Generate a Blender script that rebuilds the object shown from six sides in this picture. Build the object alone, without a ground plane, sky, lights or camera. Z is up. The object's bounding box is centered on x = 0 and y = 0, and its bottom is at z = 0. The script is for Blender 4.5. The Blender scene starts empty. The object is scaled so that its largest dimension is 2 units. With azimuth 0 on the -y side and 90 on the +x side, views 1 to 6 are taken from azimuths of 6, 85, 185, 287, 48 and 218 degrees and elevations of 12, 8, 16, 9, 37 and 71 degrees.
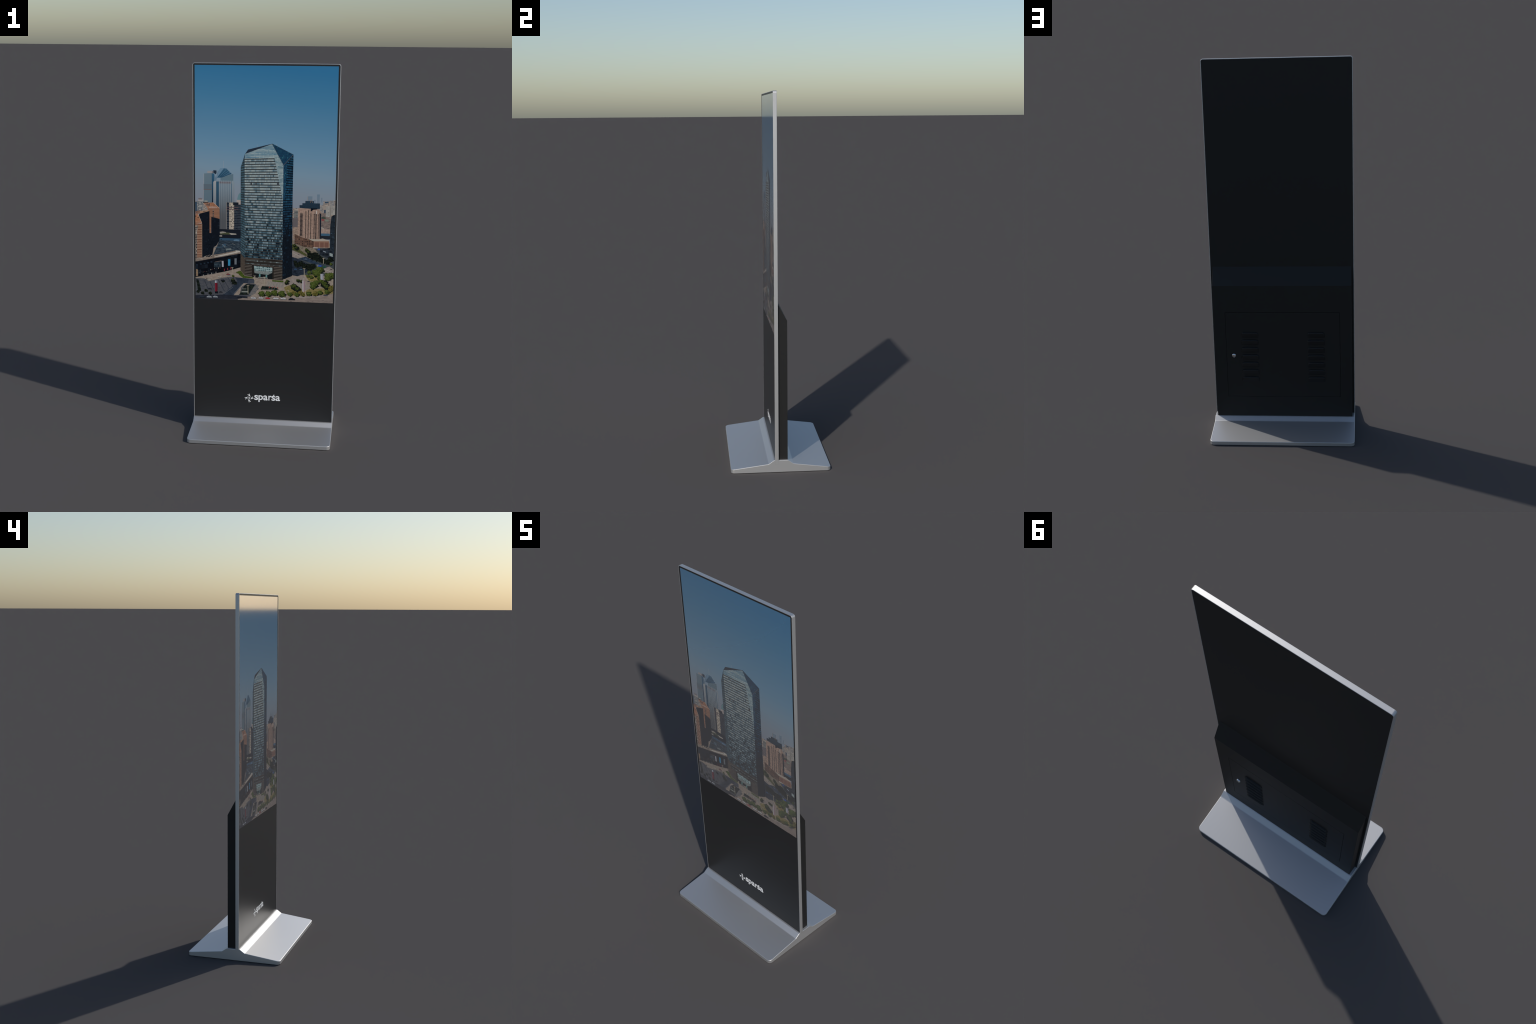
"""Free-standing digital signage kiosk: silver T-shaped foot, thin framed panel,
glossy display showing a city photograph, printed wordmark, black rear cabinet
with a lockable vented service door.  Everything is built procedurally."""
import bpy, bmesh, math, random
from mathutils import Vector

random.seed(41)
COL = bpy.context.scene.collection

# ------------------------------------------------------------------ sizes (m)
HALF_W = 0.384            # half width of foot and panel
TOP = 2.0
FRONT = -0.0325           # front edge of the frame
FACE = -0.0311            # glass, set back a little inside the frame
BACK = -0.0128            # rear plane of the panel
FOOT_D = 0.2662           # half depth of the foot
FOOT_TOP = 0.0640         # flat land on which the panel stands
PIC_X, PIC_Z0, PIC_Z1 = 0.3727, 0.7410, 1.9885
BOX_X, BOX_Y = 0.3705, 0.0365

# ------------------------------------------------------------------ helpers
def link(name, mesh, parent=None):
    o = bpy.data.objects.new(name, mesh)
    COL.objects.link(o)
    if parent is not None:
        o.parent = parent
    return o

def mesh_from(name, verts, faces, mats=(), idx=None):
    me = bpy.data.meshes.new(name)
    me.from_pydata([tuple(v) for v in verts], [], faces)
    for m in mats:
        me.materials.append(m)
    if idx:
        for p, i in zip(me.polygons, idx):
            p.material_index = i
    me.update()
    return me

def fix_normals(me):
    bm = bmesh.new(); bm.from_mesh(me)
    bmesh.ops.remove_doubles(bm, verts=bm.verts, dist=1e-6)
    bmesh.ops.recalc_face_normals(bm, faces=bm.faces)
    bm.to_mesh(me); bm.free()

def smooth(me, deg=35):
    for p in me.polygons:
        p.use_smooth = True
    me.set_sharp_from_angle(angle=math.radians(deg))

def bevelled(name, me, width, parent, deg=40, seg=3):
    """apply a bevel modifier and return a clean object"""
    fix_normals(me)
    tmp = link("tmp", me)
    b = tmp.modifiers.new("b", 'BEVEL')
    b.width = width; b.segments = seg; b.limit_method = 'ANGLE'
    b.angle_limit = math.radians(deg); b.harden_normals = False
    dg = bpy.context.evaluated_depsgraph_get()
    out = bpy.data.meshes.new_from_object(tmp.evaluated_get(dg))
    out.name = name
    bpy.data.objects.remove(tmp)
    smooth(out, 14)
    return link(name, out, parent)

def fillet(pts, radii, n=6):
    """round the inner corners of an open polyline"""
    out = [Vector(pts[0])]
    for i in range(1, len(pts) - 1):
        p, a, b = Vector(pts[i]), Vector(pts[i-1]), Vector(pts[i+1])
        r = radii.get(i, 0)
        if r == 0:
            out.append(p); continue
        u, v = (a - p).normalized(), (b - p).normalized()
        half = u.angle(v) / 2
        d = r / math.tan(half)
        c = p + (u + v).normalized() * (r / math.sin(half))
        s, e = p + u * d - c, p + v * d - c
        for k in range(n + 1):
            w = s.lerp(e, k / n).normalized() * r
            out.append(c + w)
    out.append(Vector(pts[-1]))
    return out

def extrude_outline(name, outline, y0, y1, mat):
    """solid from an (x, z) outline between two y planes"""
    n = len(outline)
    v = [(p[0], y0, p[1]) for p in outline] + [(p[0], y1, p[1]) for p in outline]
    f = [tuple(range(n)), tuple(range(2*n-1, n-1, -1))]
    f += [(i, (i+1) % n, n + (i+1) % n, n + i) for i in range(n)]
    return mesh_from(name, v, f, [mat])

def box_mesh(name, x0, x1, y0, y1, z0, z1, mat):
    return extrude_outline(name, [(x0, z0), (x1, z0), (x1, z1), (x0, z1)], y0, y1, mat)

# ------------------------------------------------------------------ materials
def plain(name, rgb, rough, metal=0.0, spec=0.5, grain=0.0, scale=400.0):
    m = bpy.data.materials.new(name); m.use_nodes = True
    nt = m.node_tree
    b = nt.nodes['Principled BSDF']
    b.inputs['Base Color'].default_value = (*rgb, 1)
    b.inputs['Roughness'].default_value = rough
    b.inputs['Metallic'].default_value = metal
    b.inputs['Specular IOR Level'].default_value = spec
    if grain > 0:                                   # fine tonal grain of the coating
        tc = nt.nodes.new('ShaderNodeTexCoord')
        no = nt.nodes.new('ShaderNodeTexNoise')
        no.inputs['Scale'].default_value = scale
        no.inputs['Detail'].default_value = 2
        mr = nt.nodes.new('ShaderNodeMapRange')
        mr.inputs['To Min'].default_value = rough - grain
        mr.inputs['To Max'].default_value = rough + grain
        nt.links.new(tc.outputs['Object'], no.inputs['Vector'])
        nt.links.new(no.outputs['Fac'], mr.inputs['Value'])
        nt.links.new(mr.outputs['Result'], b.inputs['Roughness'])
    return m

SILVER = plain("satin_aluminium", (0.62, 0.62, 0.62), 0.50, metal=0.82, grain=0.02)
GLASS = plain("black_front_glass", (0.020, 0.020, 0.021), 0.42, grain=0.01)
BLACK = plain("black_powder_coat", (0.012, 0.012, 0.012), 0.55, spec=0.42, grain=0.03)
WHITE = plain("white_print", (1.0, 1.0, 1.0), 0.35)
CHROME = plain("chrome", (0.75, 0.75, 0.76), 0.12, metal=1.0)
DARK = plain("dark_gap", (0.008, 0.008, 0.009), 0.6)

# ---- materials of the displayed photograph ---------------------------------
def lin(c):
    return c / 12.92 if c <= 0.04045 else ((c + 0.055) / 1.055) ** 2.4

GRADE = [1.0, 0.0]         # brightness and muting of the photograph's tones
def tone(h):
    """albedo whose lit appearance on the display is the given sRGB tone"""
    g = (0.463, 0.471, 0.494)
    c = [min(1, max(0.0015, (lin(int(h[i*2:i*2+2], 16) / 255) - 0.0045) / g[i])) for i in range(3)]
    grey = sum(c) / 3
    gain, mute = GRADE
    return tuple(gain * (q + (grey - q) * mute) for q in c)

class Nodes:
    """tiny node-graph builder"""
    def __init__(self, name):
        self.m = bpy.data.materials.new(name); self.m.use_nodes = True
        self.t = self.m.node_tree
        tc = self.new('ShaderNodeTexCoord')
        sep = self.new('ShaderNodeSeparateXYZ')
        self.t.links.new(tc.outputs['Object'], sep.inputs[0])
        self.x = self.math('MULTIPLY', sep.outputs['X'], 1000.0)              # mm from centre
        self.z = self.math('MULTIPLY', self.math('SUBTRACT', sep.outputs['Z'], PIC_Z0), 1000.0)
    def new(self, t): return self.t.nodes.new(t)
    def put(self, sock, v):
        if isinstance(v, bpy.types.NodeSocket): self.t.links.new(v, sock)
        else: sock.default_value = v
    def math(self, op, a, b=0.0, c=None):
        n = self.new('ShaderNodeMath'); n.operation = op
        self.put(n.inputs[0], a); self.put(n.inputs[1], b)
        if c is not None: self.put(n.inputs[2], c)
        return n.outputs[0]
    def vec(self, a, b, c=0.0):
        n = self.new('ShaderNodeCombineXYZ')
        for i, v in enumerate((a, b, c)): self.put(n.inputs[i], v)
        return n.outputs[0]
    def noise(self, v, scale=1.0, detail=2.0, rough=0.5):
        n = self.new('ShaderNodeTexNoise'); self.put(n.inputs['Vector'], v)
        n.inputs['Scale'].default_value = scale; n.inputs['Detail'].default_value = detail
        n.inputs['Roughness'].default_value = rough
        return n.outputs['Fac']
    def white(self, v):
        n = self.new('ShaderNodeTexWhiteNoise'); n.noise_dimensions = '3D'; self.put(n.inputs['Vector'], v)
        return n.outputs['Value']
    def ramp(self, f, stops, interp='LINEAR'):
        n = self.new('ShaderNodeValToRGB'); e = n.color_ramp.elements
        n.color_ramp.interpolation = interp
        while len(e) < len(stops): e.new(0.5)
        for k, (p, h) in enumerate(stops):
            e[k].position = p; e[k].color = (*tone(h), 1)
        self.put(n.inputs[0], f); return n.outputs[0]
    def mix(self, f, a, b, mode='MIX'):
        n = self.new('ShaderNodeMix'); n.data_type = 'RGBA'; n.blend_type = mode
        self.put(n.inputs[0], f)
        for s, v in ((n.inputs[6], a), (n.inputs[7], b)):
            self.put(s, v if isinstance(v, bpy.types.NodeSocket) else (*v, 1))
        return n.outputs[2]
    def less(self, a, b): return self.math('LESS_THAN', a, b)
    def maprange(self, v, a, b, c=0.0, d=1.0):
        n = self.new('ShaderNodeMapRange'); self.put(n.inputs['Value'], v)
        for s, q in zip(('From Min', 'From Max', 'To Min', 'To Max'), (a, b, c, d)): n.inputs[s].default_value = q
        return n.outputs['Result']
    def finish(self, colour):
        """display surface: photo under a mirror-like cover whose sheen grows towards grazing"""
        b = self.t.nodes['Principled BSDF']
        self.put(b.inputs['Base Color'], colour if isinstance(colour, bpy.types.NodeSocket) else (*colour, 1))
        b.inputs['Roughness'].default_value = 0.065
        b.inputs['Specular IOR Level'].default_value = 0.25
        lw = self.new('ShaderNodeLayerWeight'); lw.inputs['Blend'].default_value = 0.5
        cr = self.new('ShaderNodeValToRGB'); e = cr.color_ramp.elements
        pts = [(0.0, 0.0), (0.06, 0.015), (0.26, 0.25), (0.47, 0.52), (0.71, 0.50), (0.92, 0.38), (1.0, 0.42)]
        while len(e) < len(pts): e.new(0.5)
        for k, (p, v) in enumerate(pts): e[k].position = p; e[k].color = (v, v, v, 1)
        gl = self.new('ShaderNodeBsdfGlossy'); gl.inputs['Color'].default_value = (0.96, 0.96, 0.96, 1)
        gl.inputs['Roughness'].default_value = 0.065
        mx = self.new('ShaderNodeMixShader')
        self.t.links.new(lw.outputs['Facing'], cr.inputs[0])
        self.t.links.new(cr.outputs[0], mx.inputs[0])
        self.t.links.new(b.outputs[0], mx.inputs[1]); self.t.links.new(gl.outputs[0], mx.inputs[2])
        self.t.links.new(mx.outputs[0], self.t.nodes['Material Output'].inputs['Surface'])
        return self.m

def flat(name, h, h2=None, scale=0.12, streak=(1.0, 1.0)):
    """one tone, or two tones broken up by noise (mm scale)"""
    g = Nodes(name)
    if h2 is None:
        return g.finish(tone(h))
    f = g.noise(g.vec(g.math('MULTIPLY', g.x, streak[0]), g.math('MULTIPLY', g.z, streak[1])), scale, 3, 0.65)
    return g.finish(g.ramp(f, [(0.36, h), (0.64, h2)]))

def fade(name, z0, h0, z1, h1, rib=None):
    """vertical gradient, optionally with light upright ribs (pitch, share, tone)"""
    g = Nodes(name)
    c = g.ramp(g.maprange(g.z, z0, z1), [(0.0, h0), (1.0, h1)])
    if rib:
        fx = g.math('FRACT', g.math('DIVIDE', g.math('SUBTRACT', g.x, rib[3]), rib[0]))
        c = g.mix(g.less(fx, rib[1]), c, tone(rib[2]))
    return g.finish(c)

def facade(name, pitch, slab, slab_h, stops, bay, mull=0.2, mull_dark=0.45, z0=0.0,
           persp=None, run=0.55, runlen=0.22, shade=None, x_off=0.0):
    """rows of windows: slab bands between floors, bays with random tones.
    persp = (horizon z, pivot x, factor): floor lines converge on the horizon."""
    g = Nodes(name)
    z = g.z
    if persp:
        zh, x0, c = persp
        k = g.math('MULTIPLY_ADD', g.math('SUBTRACT', g.x, x0), c, 1.0)
        z = g.math('ADD', g.math('DIVIDE', g.math('SUBTRACT', g.z, zh), k), zh)
    f = g.math('DIVIDE', g.math('SUBTRACT', z, z0), pitch)
    row, fr = g.math('FLOOR', f), g.math('FRACT', f)
    bx = g.math('DIVIDE', g.math('SUBTRACT', g.x, x_off), bay)
    col, fx = g.math('FLOOR', bx), g.math('FRACT', bx)
    w = g.white(g.vec(col, row, 3.3))
    r = g.noise(g.vec(g.math('MULTIPLY', col, runlen), g.math('MULTIPLY', row, 7.77)), 1.0, 1.0)
    r = g.maprange(r, 0.28, 0.72)
    v = g.math('ADD', g.math('MULTIPLY', r, run), g.math('MULTIPLY', w, 1 - run))
    if shade:                              # tones get darker or lighter with height
        v = g.math('ADD', v, g.maprange(g.z, *shade))
    c = g.ramp(v, stops)
    c = g.mix(g.math('MULTIPLY', g.less(fx, mull), mull_dark), c, tone(slab_h))
    c = g.mix(g.less(fr, slab), c, tone(slab_h))
    return g.finish(c)

def foliage(name, dark, mid, light, scale=0.22):
    g = Nodes(name)
    f = g.noise(g.vec(g.x, g.z), scale, 4, 0.7)
    return g.finish(g.ramp(f, [(0.33, dark), (0.5, mid), (0.68, light)]))

# ================================================================== KIOSK
kiosk = bpy.data.objects.new("digital_signage_kiosk", None)
COL.objects.link(kiosk)
kiosk["label"] = "slim silver-framed display kiosk showing a city skyscraper photo"
kiosk["category"] = "display kiosk"

# ------------------------------------------------------------------ foot
def build_foot():
    """extruded T-foot profile with rounded plan corners and a rolled upper edge"""
    half = fillet([(0, FOOT_TOP), (0.0385, FOOT_TOP), (0.0662, 0.0442), (FOOT_D, 0.0192)],
                  {1: 0.012, 2: 0.014}, 6)
    r, roll = 0.020, 0.0024
    def height(y):
        y = abs(y)
        for a, b in zip(half, half[1:]):
            if a.x <= y <= b.x + 1e-9:
                return a.y + (b.y - a.y) * (y - a.x) / max(1e-9, b.x - a.x)
        return half[-1].y
    ends = [half[1].x, half[7].x, half[8].x, half[14].x]                # fillet ends need support rows
    ys = {round(p.x, 6) for p in half[:-1]} | {round(e + d, 6) for e in ends for d in (-0.0015, 0.0015)}
    ys = sorted({y for y in ys} | {-y for y in ys})
    def right_side(inset):
        """front-right corner, side, rear-right corner"""
        cx, cy, rr = HALF_W - r, FOOT_D - r, r - inset
        arc = [math.pi / 2 * k / 10 for k in range(11)]
        pts = [(cx + rr * math.sin(t), -cy - rr * math.cos(t)) for t in arc]
        pts += [(HALF_W - inset, y) for y in ys]
        pts += [(cx + rr * math.cos(t), cy + rr * math.sin(t)) for t in arc]
        return pts
    v, f, rings = [], [], []
    steps = [(0.0, None), (0.0, 0.0)] + [(roll * (1 - math.cos(t)), math.sin(t)) for t in (math.pi/6, math.pi/3, math.pi/2)]
    for inset, up in steps:
        right = right_side(inset)
        loop = right + [(-x, y) for x, y in reversed(right)]
        rings.append(len(v))
        v += [(x, y, 0.0 if up is None else height(y) - roll * (1 - up)) for x, y in loop]
    m = len(loop); k = m // 2
    for a, b in zip(rings, rings[1:]):
        f += [(a + i, a + (i+1) % m, b + (i+1) % m, b + i) for i in range(m)]
    top, low = rings[-1], rings[0]
    for i in range(k - 1):                                              # strips across the top and the underside
        f.append((top + i, top + i + 1, top + m - 2 - i, top + m - 1 - i))
        f.append((low + i, low + m - 1 - i, low + m - 2 - i, low + i + 1))
    me = mesh_from("foot", v, f, [SILVER]); fix_normals(me); smooth(me, 14)
    link("foot", me, kiosk)
build_foot()

# ------------------------------------------------------------------ panel
def arch(inset, r):
    """U-shaped (x, z) outline of the panel, rounded at the top corners"""
    x, t, b = HALF_W + 0.0003 - inset, TOP - inset, FOOT_TOP - 0.024
    return [tuple(p) for p in fillet([(-x, b), (-x, t), (x, t), (x, b)], {1: r, 2: r}, 8)]

RIM = 0.0034
outer, inner = arch(0, 0.0115), arch(RIM, 0.0085)
n = len(outer)
rv = []
for y in (FRONT, BACK):
    rv += [(p[0], y, p[1]) for p in outer] + [(p[0], y, p[1]) for p in inner]
rf = []
for i in range(n - 1):
    rf += [(i, i+1, n+i+1, n+i), (2*n+i, 3*n+i, 3*n+i+1, 2*n+i+1),
           (i, 2*n+i, 2*n+i+1, i+1), (n+i, n+i+1, 3*n+i+1, 3*n+i)]
rf += [(0, n, 3*n, 2*n), (n-1, 3*n-1, 4*n-1, 2*n-1)]
rim_mat = [0, 0, 0, 1] * (n - 1) + [0, 0]              # the inner wall is blackened
bevelled("frame", mesh_from("frame", rv, rf, [SILVER, GLASS], rim_mat), 0.0009, kiosk, 60, 2)

glass = link("front_glass", extrude_outline("front_glass", arch(RIM - 0.0002, 0.0085), FACE, FACE + 0.004, GLASS), kiosk)
cover = link("rear_cover", extrude_outline("rear_cover", arch(RIM - 0.0002, 0.0085), BACK - 0.004, BACK - 0.0006, BLACK), kiosk)
for o in (glass, cover):
    fix_normals(o.data)

# ------------------------------------------------------------------ rear cabinet
DX, DZ0, DZ1, GAP, DEEP = 0.3080, 0.1787, 0.6645, 0.0013, 0.010
def build_cabinet():
    x, y, zb, z1, z2 = BOX_X, BOX_Y, FOOT_TOP - 0.003, 0.8140, 0.9070
    yb = BACK - 0.001
    v = [(-x, yb, zb), (x, yb, zb), (x, yb, z2), (-x, yb, z2),          # 0-3 on the panel
         (-x, y, zb), (x, y, zb), (x, y, z1), (-x, y, z1)]              # 4-7 rear face
    f = [(0, 4, 7, 3), (1, 2, 6, 5), (2, 3, 7, 6), (0, 1, 5, 4)]
    ops = [(-DX, y, DZ0), (DX, y, DZ0), (DX, y, DZ1), (-DX, y, DZ1)]    # 8-11 door opening
    v += ops + [(p[0], y - DEEP, p[2]) for p in ops]                    # 12-15 bottom of the recess
    f += [(4, 5, 9, 8), (5, 6, 10, 9), (6, 7, 11, 10), (7, 4, 8, 11)]
    f += [(8, 9, 13, 12), (9, 10, 14, 13), (10, 11, 15, 14), (11, 8, 12, 15), (12, 13, 14, 15)]
    return bevelled("rear_cabinet", mesh_from("rear_cabinet", v, f, [BLACK]), 0.0008, kiosk, 40, 2)
cabinet = build_cabinet()

# service door with two columns of pressed louvres
LV_X, LV_HALF, LV_TOP, LV_PITCH, LV_N = 0.1785, 0.0475, 0.5535, 0.0427, 7
CELL_X, CELL_UP, CELL_DN = 0.052, 0.003, 0.036
def build_door():
    x0, x1, z0, z1 = -DX + GAP, DX - GAP, DZ0 + GAP, DZ1 - GAP
    holes = []
    for cx in (-LV_X, LV_X):
        for k in range(LV_N):
            t = LV_TOP - k * LV_PITCH
            holes.append((cx - CELL_X, cx + CELL_X, t - CELL_DN, t + CELL_UP))
    xs = sorted({x0, x1} | {h[0] for h in holes} | {h[1] for h in holes})
    zs = sorted({z0, z1} | {round(h[2], 6) for h in holes} | {round(h[3], 6) for h in holes})
    v, f = [], []
    for z in zs:
        for x in xs:
            v.append((x, BOX_Y, z))
    for j in range(len(zs) - 1):
        for i in range(len(xs) - 1):
            mx, mz = (xs[i] + xs[i+1]) / 2, (zs[j] + zs[j+1]) / 2
            if any(h[0] < mx < h[1] and h[2] < mz < h[3] for h in holes):
                continue
            a = j * len(xs) + i
            f.append((a, a + len(xs), a + len(xs) + 1, a + 1))
    b = len(v)                                                          # folded edge of the sheet
    rim = [(x0, z0), (x1, z0), (x1, z1), (x0, z1)]
    for y in (BOX_Y, BOX_Y - 0.008):
        v += [(p[0], y, p[1]) for p in rim]
    f += [(b+i, b+(i+1) % 4, b+4+(i+1) % 4, b+4+i) for i in range(4)]
    door = link("service_door", mesh_from("service_door", v, f, [BLACK]), cabinet)
    # one louvre: pressed hood, rounded shelf on top, fading flush towards the bottom
    def bulge(u, w):
        u = abs(u); r, H, T = 0.016, 0.0100, 0.0075
        if w <= 0 or u >= LV_HALF: return 0.0
        if u > LV_HALF - r and w < r:
            t = r - math.hypot(u - (LV_HALF - r), r - w)
            if t <= 0: return 0.0
        else:
            t = min(w, LV_HALF - u)
        s = min(1.0, t / T)
        roll = math.sqrt(max(0.0, 1 - (1 - s) ** 2))
        return H * roll * min(1.0, max(0.0, 1 - (w - 0.005) / (CELL_DN - 0.008))) ** 1.1
    us = [-CELL_X + 2 * CELL_X * i / 130 for i in range(131)]
    ws = [CELL_UP - (CELL_UP + CELL_DN) * j / 68 for j in range(69)]
    lv = [(u, bulge(u, -w), w) for w in ws for u in us]
    m = len(us)
    lf = [(j*m+i, j*m+i+1, (j+1)*m+i+1, (j+1)*m+i) for j in range(len(ws)-1) for i in range(m-1)]
    lm = mesh_from("louvre", lv, lf, [BLACK]); smooth(lm, 45)
    if lm.polygons[0].normal.y < 0:
        lm.flip_normals()
    proto = None
    for cx in (-LV_X, LV_X):
        for k in range(LV_N):
            if proto is None:
                o = proto = bpy.data.objects.new("louvre", lm)
            else:
                o = proto.copy()
            COL.objects.link(o); o.parent = cabinet
            o.location = (cx, BOX_Y, LV_TOP - k * LV_PITCH)
    # cam lock: short turned knob
    prof = [(0.0118, 0.0), (0.0120, 0.002), (0.0112, 0.0048), (0.0096, 0.0072), (0.0068, 0.0088), (0.0, 0.0093)]
    kv, kf, seg = [], [], 32
    for r, h in prof:
        for s in range(seg):
            a = 2 * math.pi * s / seg
            kv.append((r * math.cos(a), h, r * math.sin(a)))
    for j in range(len(prof) - 1):
        for s in range(seg):
            kf.append((j*seg+s, j*seg+(s+1) % seg, (j+1)*seg+(s+1) % seg, (j+1)*seg+s))
    km = mesh_from("door_lock", kv, kf, [CHROME]); fix_normals(km); smooth(km, 60)
    k = link("door_lock", km, cabinet); k.location = (0.2675, BOX_Y - 0.0005, 0.4195)
    slot = link("key_slot", box_mesh("key_slot", 0.2668, 0.2682, BOX_Y + 0.0080, BOX_Y + 0.0094, 0.4155, 0.4235, DARK), cabinet)
build_door()

# ------------------------------------------------------------------ wordmark
def build_wordmark():
    # six bold letters, each fitted to its own place on the line: (glyph, left, right, lowest, highest) in mm
    base, xh = -567.9, -539.1
    line = [("s", -46.6, -25.4, base, xh), ("p", -23.5, 1.8, -578.6, xh - 0.6), ("a", 3.4, 27.9, base, xh),
            ("r", 31.7, 49.6, base + 0.5, xh - 0.3), ("s", 48.8, 70.0, base, xh), ("a", 70.9, 96.4, base, xh)]
    for k, (ch, x0, x1, z0, z1) in enumerate(line):
        cu = bpy.data.curves.new("letter", 'FONT')
        cu.body = ch; cu.size = 1.0; cu.offset = 0.018; cu.extrude = 0.002; cu.resolution_u = 6
        tmp = link("tmp", cu)
        dg = bpy.context.evaluated_depsgraph_get()
        me = bpy.data.meshes.new_from_object(tmp.evaluated_get(dg))
        bpy.data.objects.remove(tmp)
        xs = [v.co.x for v in me.vertices]; ys = [v.co.y for v in me.vertices]
        a, b, c, d = min(xs), max(xs), min(ys), max(ys)
        for v in me.vertices:
            x, y, t = v.co
            v.co = ((x0 + (x - a) / (b - a) * (x1 - x0)) / 1000, FACE - 0.0001 - (t + 0.002) * 0.05 - k * 0.00002,
                    PIC_Z0 + (z0 + (y - c) / (d - c) * (z1 - z0)) / 1000)
        me.name = "letter"; me.materials.clear(); me.materials.append(WHITE)
        link("letter", me, kiosk)
    acute = [(57.6, -540.2), (62.0, -540.2), (66.0, -533.0), (59.8, -533.0)]
    link("letter_accent", extrude_outline("letter_accent", [(p[0] / 1000, PIC_Z0 + p[1] / 1000) for p in acute], FACE - 0.0005, FACE + 0.0005, WHITE), kiosk)
    # emblem: four figure-like arms around a dot
    cx, cz = -0.0749, 0.741 - 0.5582
    limbs = [  # strokes of the upper arm (start, end, start half-width, end half-width) in mm
        ((0.2, 25.0), (1.8, 14.0), 1.1, 2.0), ((1.2, 15.5), (5.6, 9.2), 1.9, 1.6),
        ((1.2, 15.5), (-3.0, 10.0), 1.7, 1.3), ((1.0, 15.0), (-8.2, 20.0), 1.8, 1.3)]
    v, f = [], []
    def add(poly):
        b = len(v); k = len(poly)
        for y in (FACE - 0.0003, FACE + 0.0005):
            v.extend((cx + p[0] / 1000, y, cz + p[1] / 1000) for p in poly)
        f.append(tuple(range(b, b + k)))
        f.extend((b+i, b+k+i, b+k+(i+1) % k, b+(i+1) % k) for i in range(k))
    for q in range(4):
        ca, sa = math.cos(q * math.pi / 2), math.sin(q * math.pi / 2)
        for j, (a, b, wa, wb) in enumerate(limbs):
            a, b = Vector(a), Vector(b)
            d = (b - a).normalized(); p = Vector((-d.y, d.x))
            poly = [a - p*wa, b - p*wb, b + d*wb*0.6 - p*wb*0.5, b + d*wb*0.6 + p*wb*0.5, b + p*wb, a + p*wa]
            rot = [(w.x*ca - w.y*sa, w.x*sa + w.y*ca) for w in poly]
            add(rot)
    add([(4.3 * math.cos(t * math.pi / 12), 4.3 * math.sin(t * math.pi / 12)) for t in range(24)])
    em = mesh_from("emblem", v, f, [WHITE])
    # stagger overlapping strokes so that no two faces share a plane
    for i, p in enumerate(em.polygons):
        if len(p.vertices) > 4 and abs(p.normal.y) > 0.9:
            for k in p.vertices:
                em.vertices[k].co.y -= 0.00001 * (i % 37)
    link("emblem", em, kiosk)
build_wordmark()

# ================================================================== DISPLAY
PX, PH = PIC_X * 1000, (PIC_Z1 - PIC_Z0) * 1000       # picture area in mm: |x| <= PX, 0 <= z <= PH
SCREEN_Y = FACE - 0.0001
STEP = 0.000012                                        # each picture layer lies a hair above the last

g = Nodes("pictured_evening_sky")
sky = g.ramp(g.math('ADD', g.math('DIVIDE', g.z, PH), g.math('MULTIPLY', g.x, 0.00006)),
             [(0.40, '6e737e'), (0.48, '6d7884'), (0.56, '667c8d'), (0.64, '59788f'), (0.75, '4b708b'),
              (0.86, '3c6988'), (0.99, '2e6185')])
SKY = g.finish(sky)
GRADE[:] = 0.87, 0.14      # the city itself is a little duller than the sky
screen = link("display_screen", box_mesh("display_screen", -PIC_X, PIC_X, SCREEN_Y, FACE + 0.001, PIC_Z0, PIC_Z1, SKY), kiosk)
fix_normals(screen.data)

def clip(poly):
    """cut a polygon to the picture area"""
    for axis, lim, sgn in ((0, -PX, 1), (0, PX, -1), (1, 0.0, 1), (1, PH, -1)):
        out = []
        for i, b in enumerate(poly):
            a = poly[i - 1]
            ia, ib = (a[axis] - lim) * sgn >= 0, (b[axis] - lim) * sgn >= 0
            if ia != ib:
                t = (lim - a[axis]) / (b[axis] - a[axis])
                out.append((a[0] + (b[0] - a[0]) * t, a[1] + (b[1] - a[1]) * t))
            if ib: out.append(b)
        poly = out
        if len(poly) < 3: return []
    return poly

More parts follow.
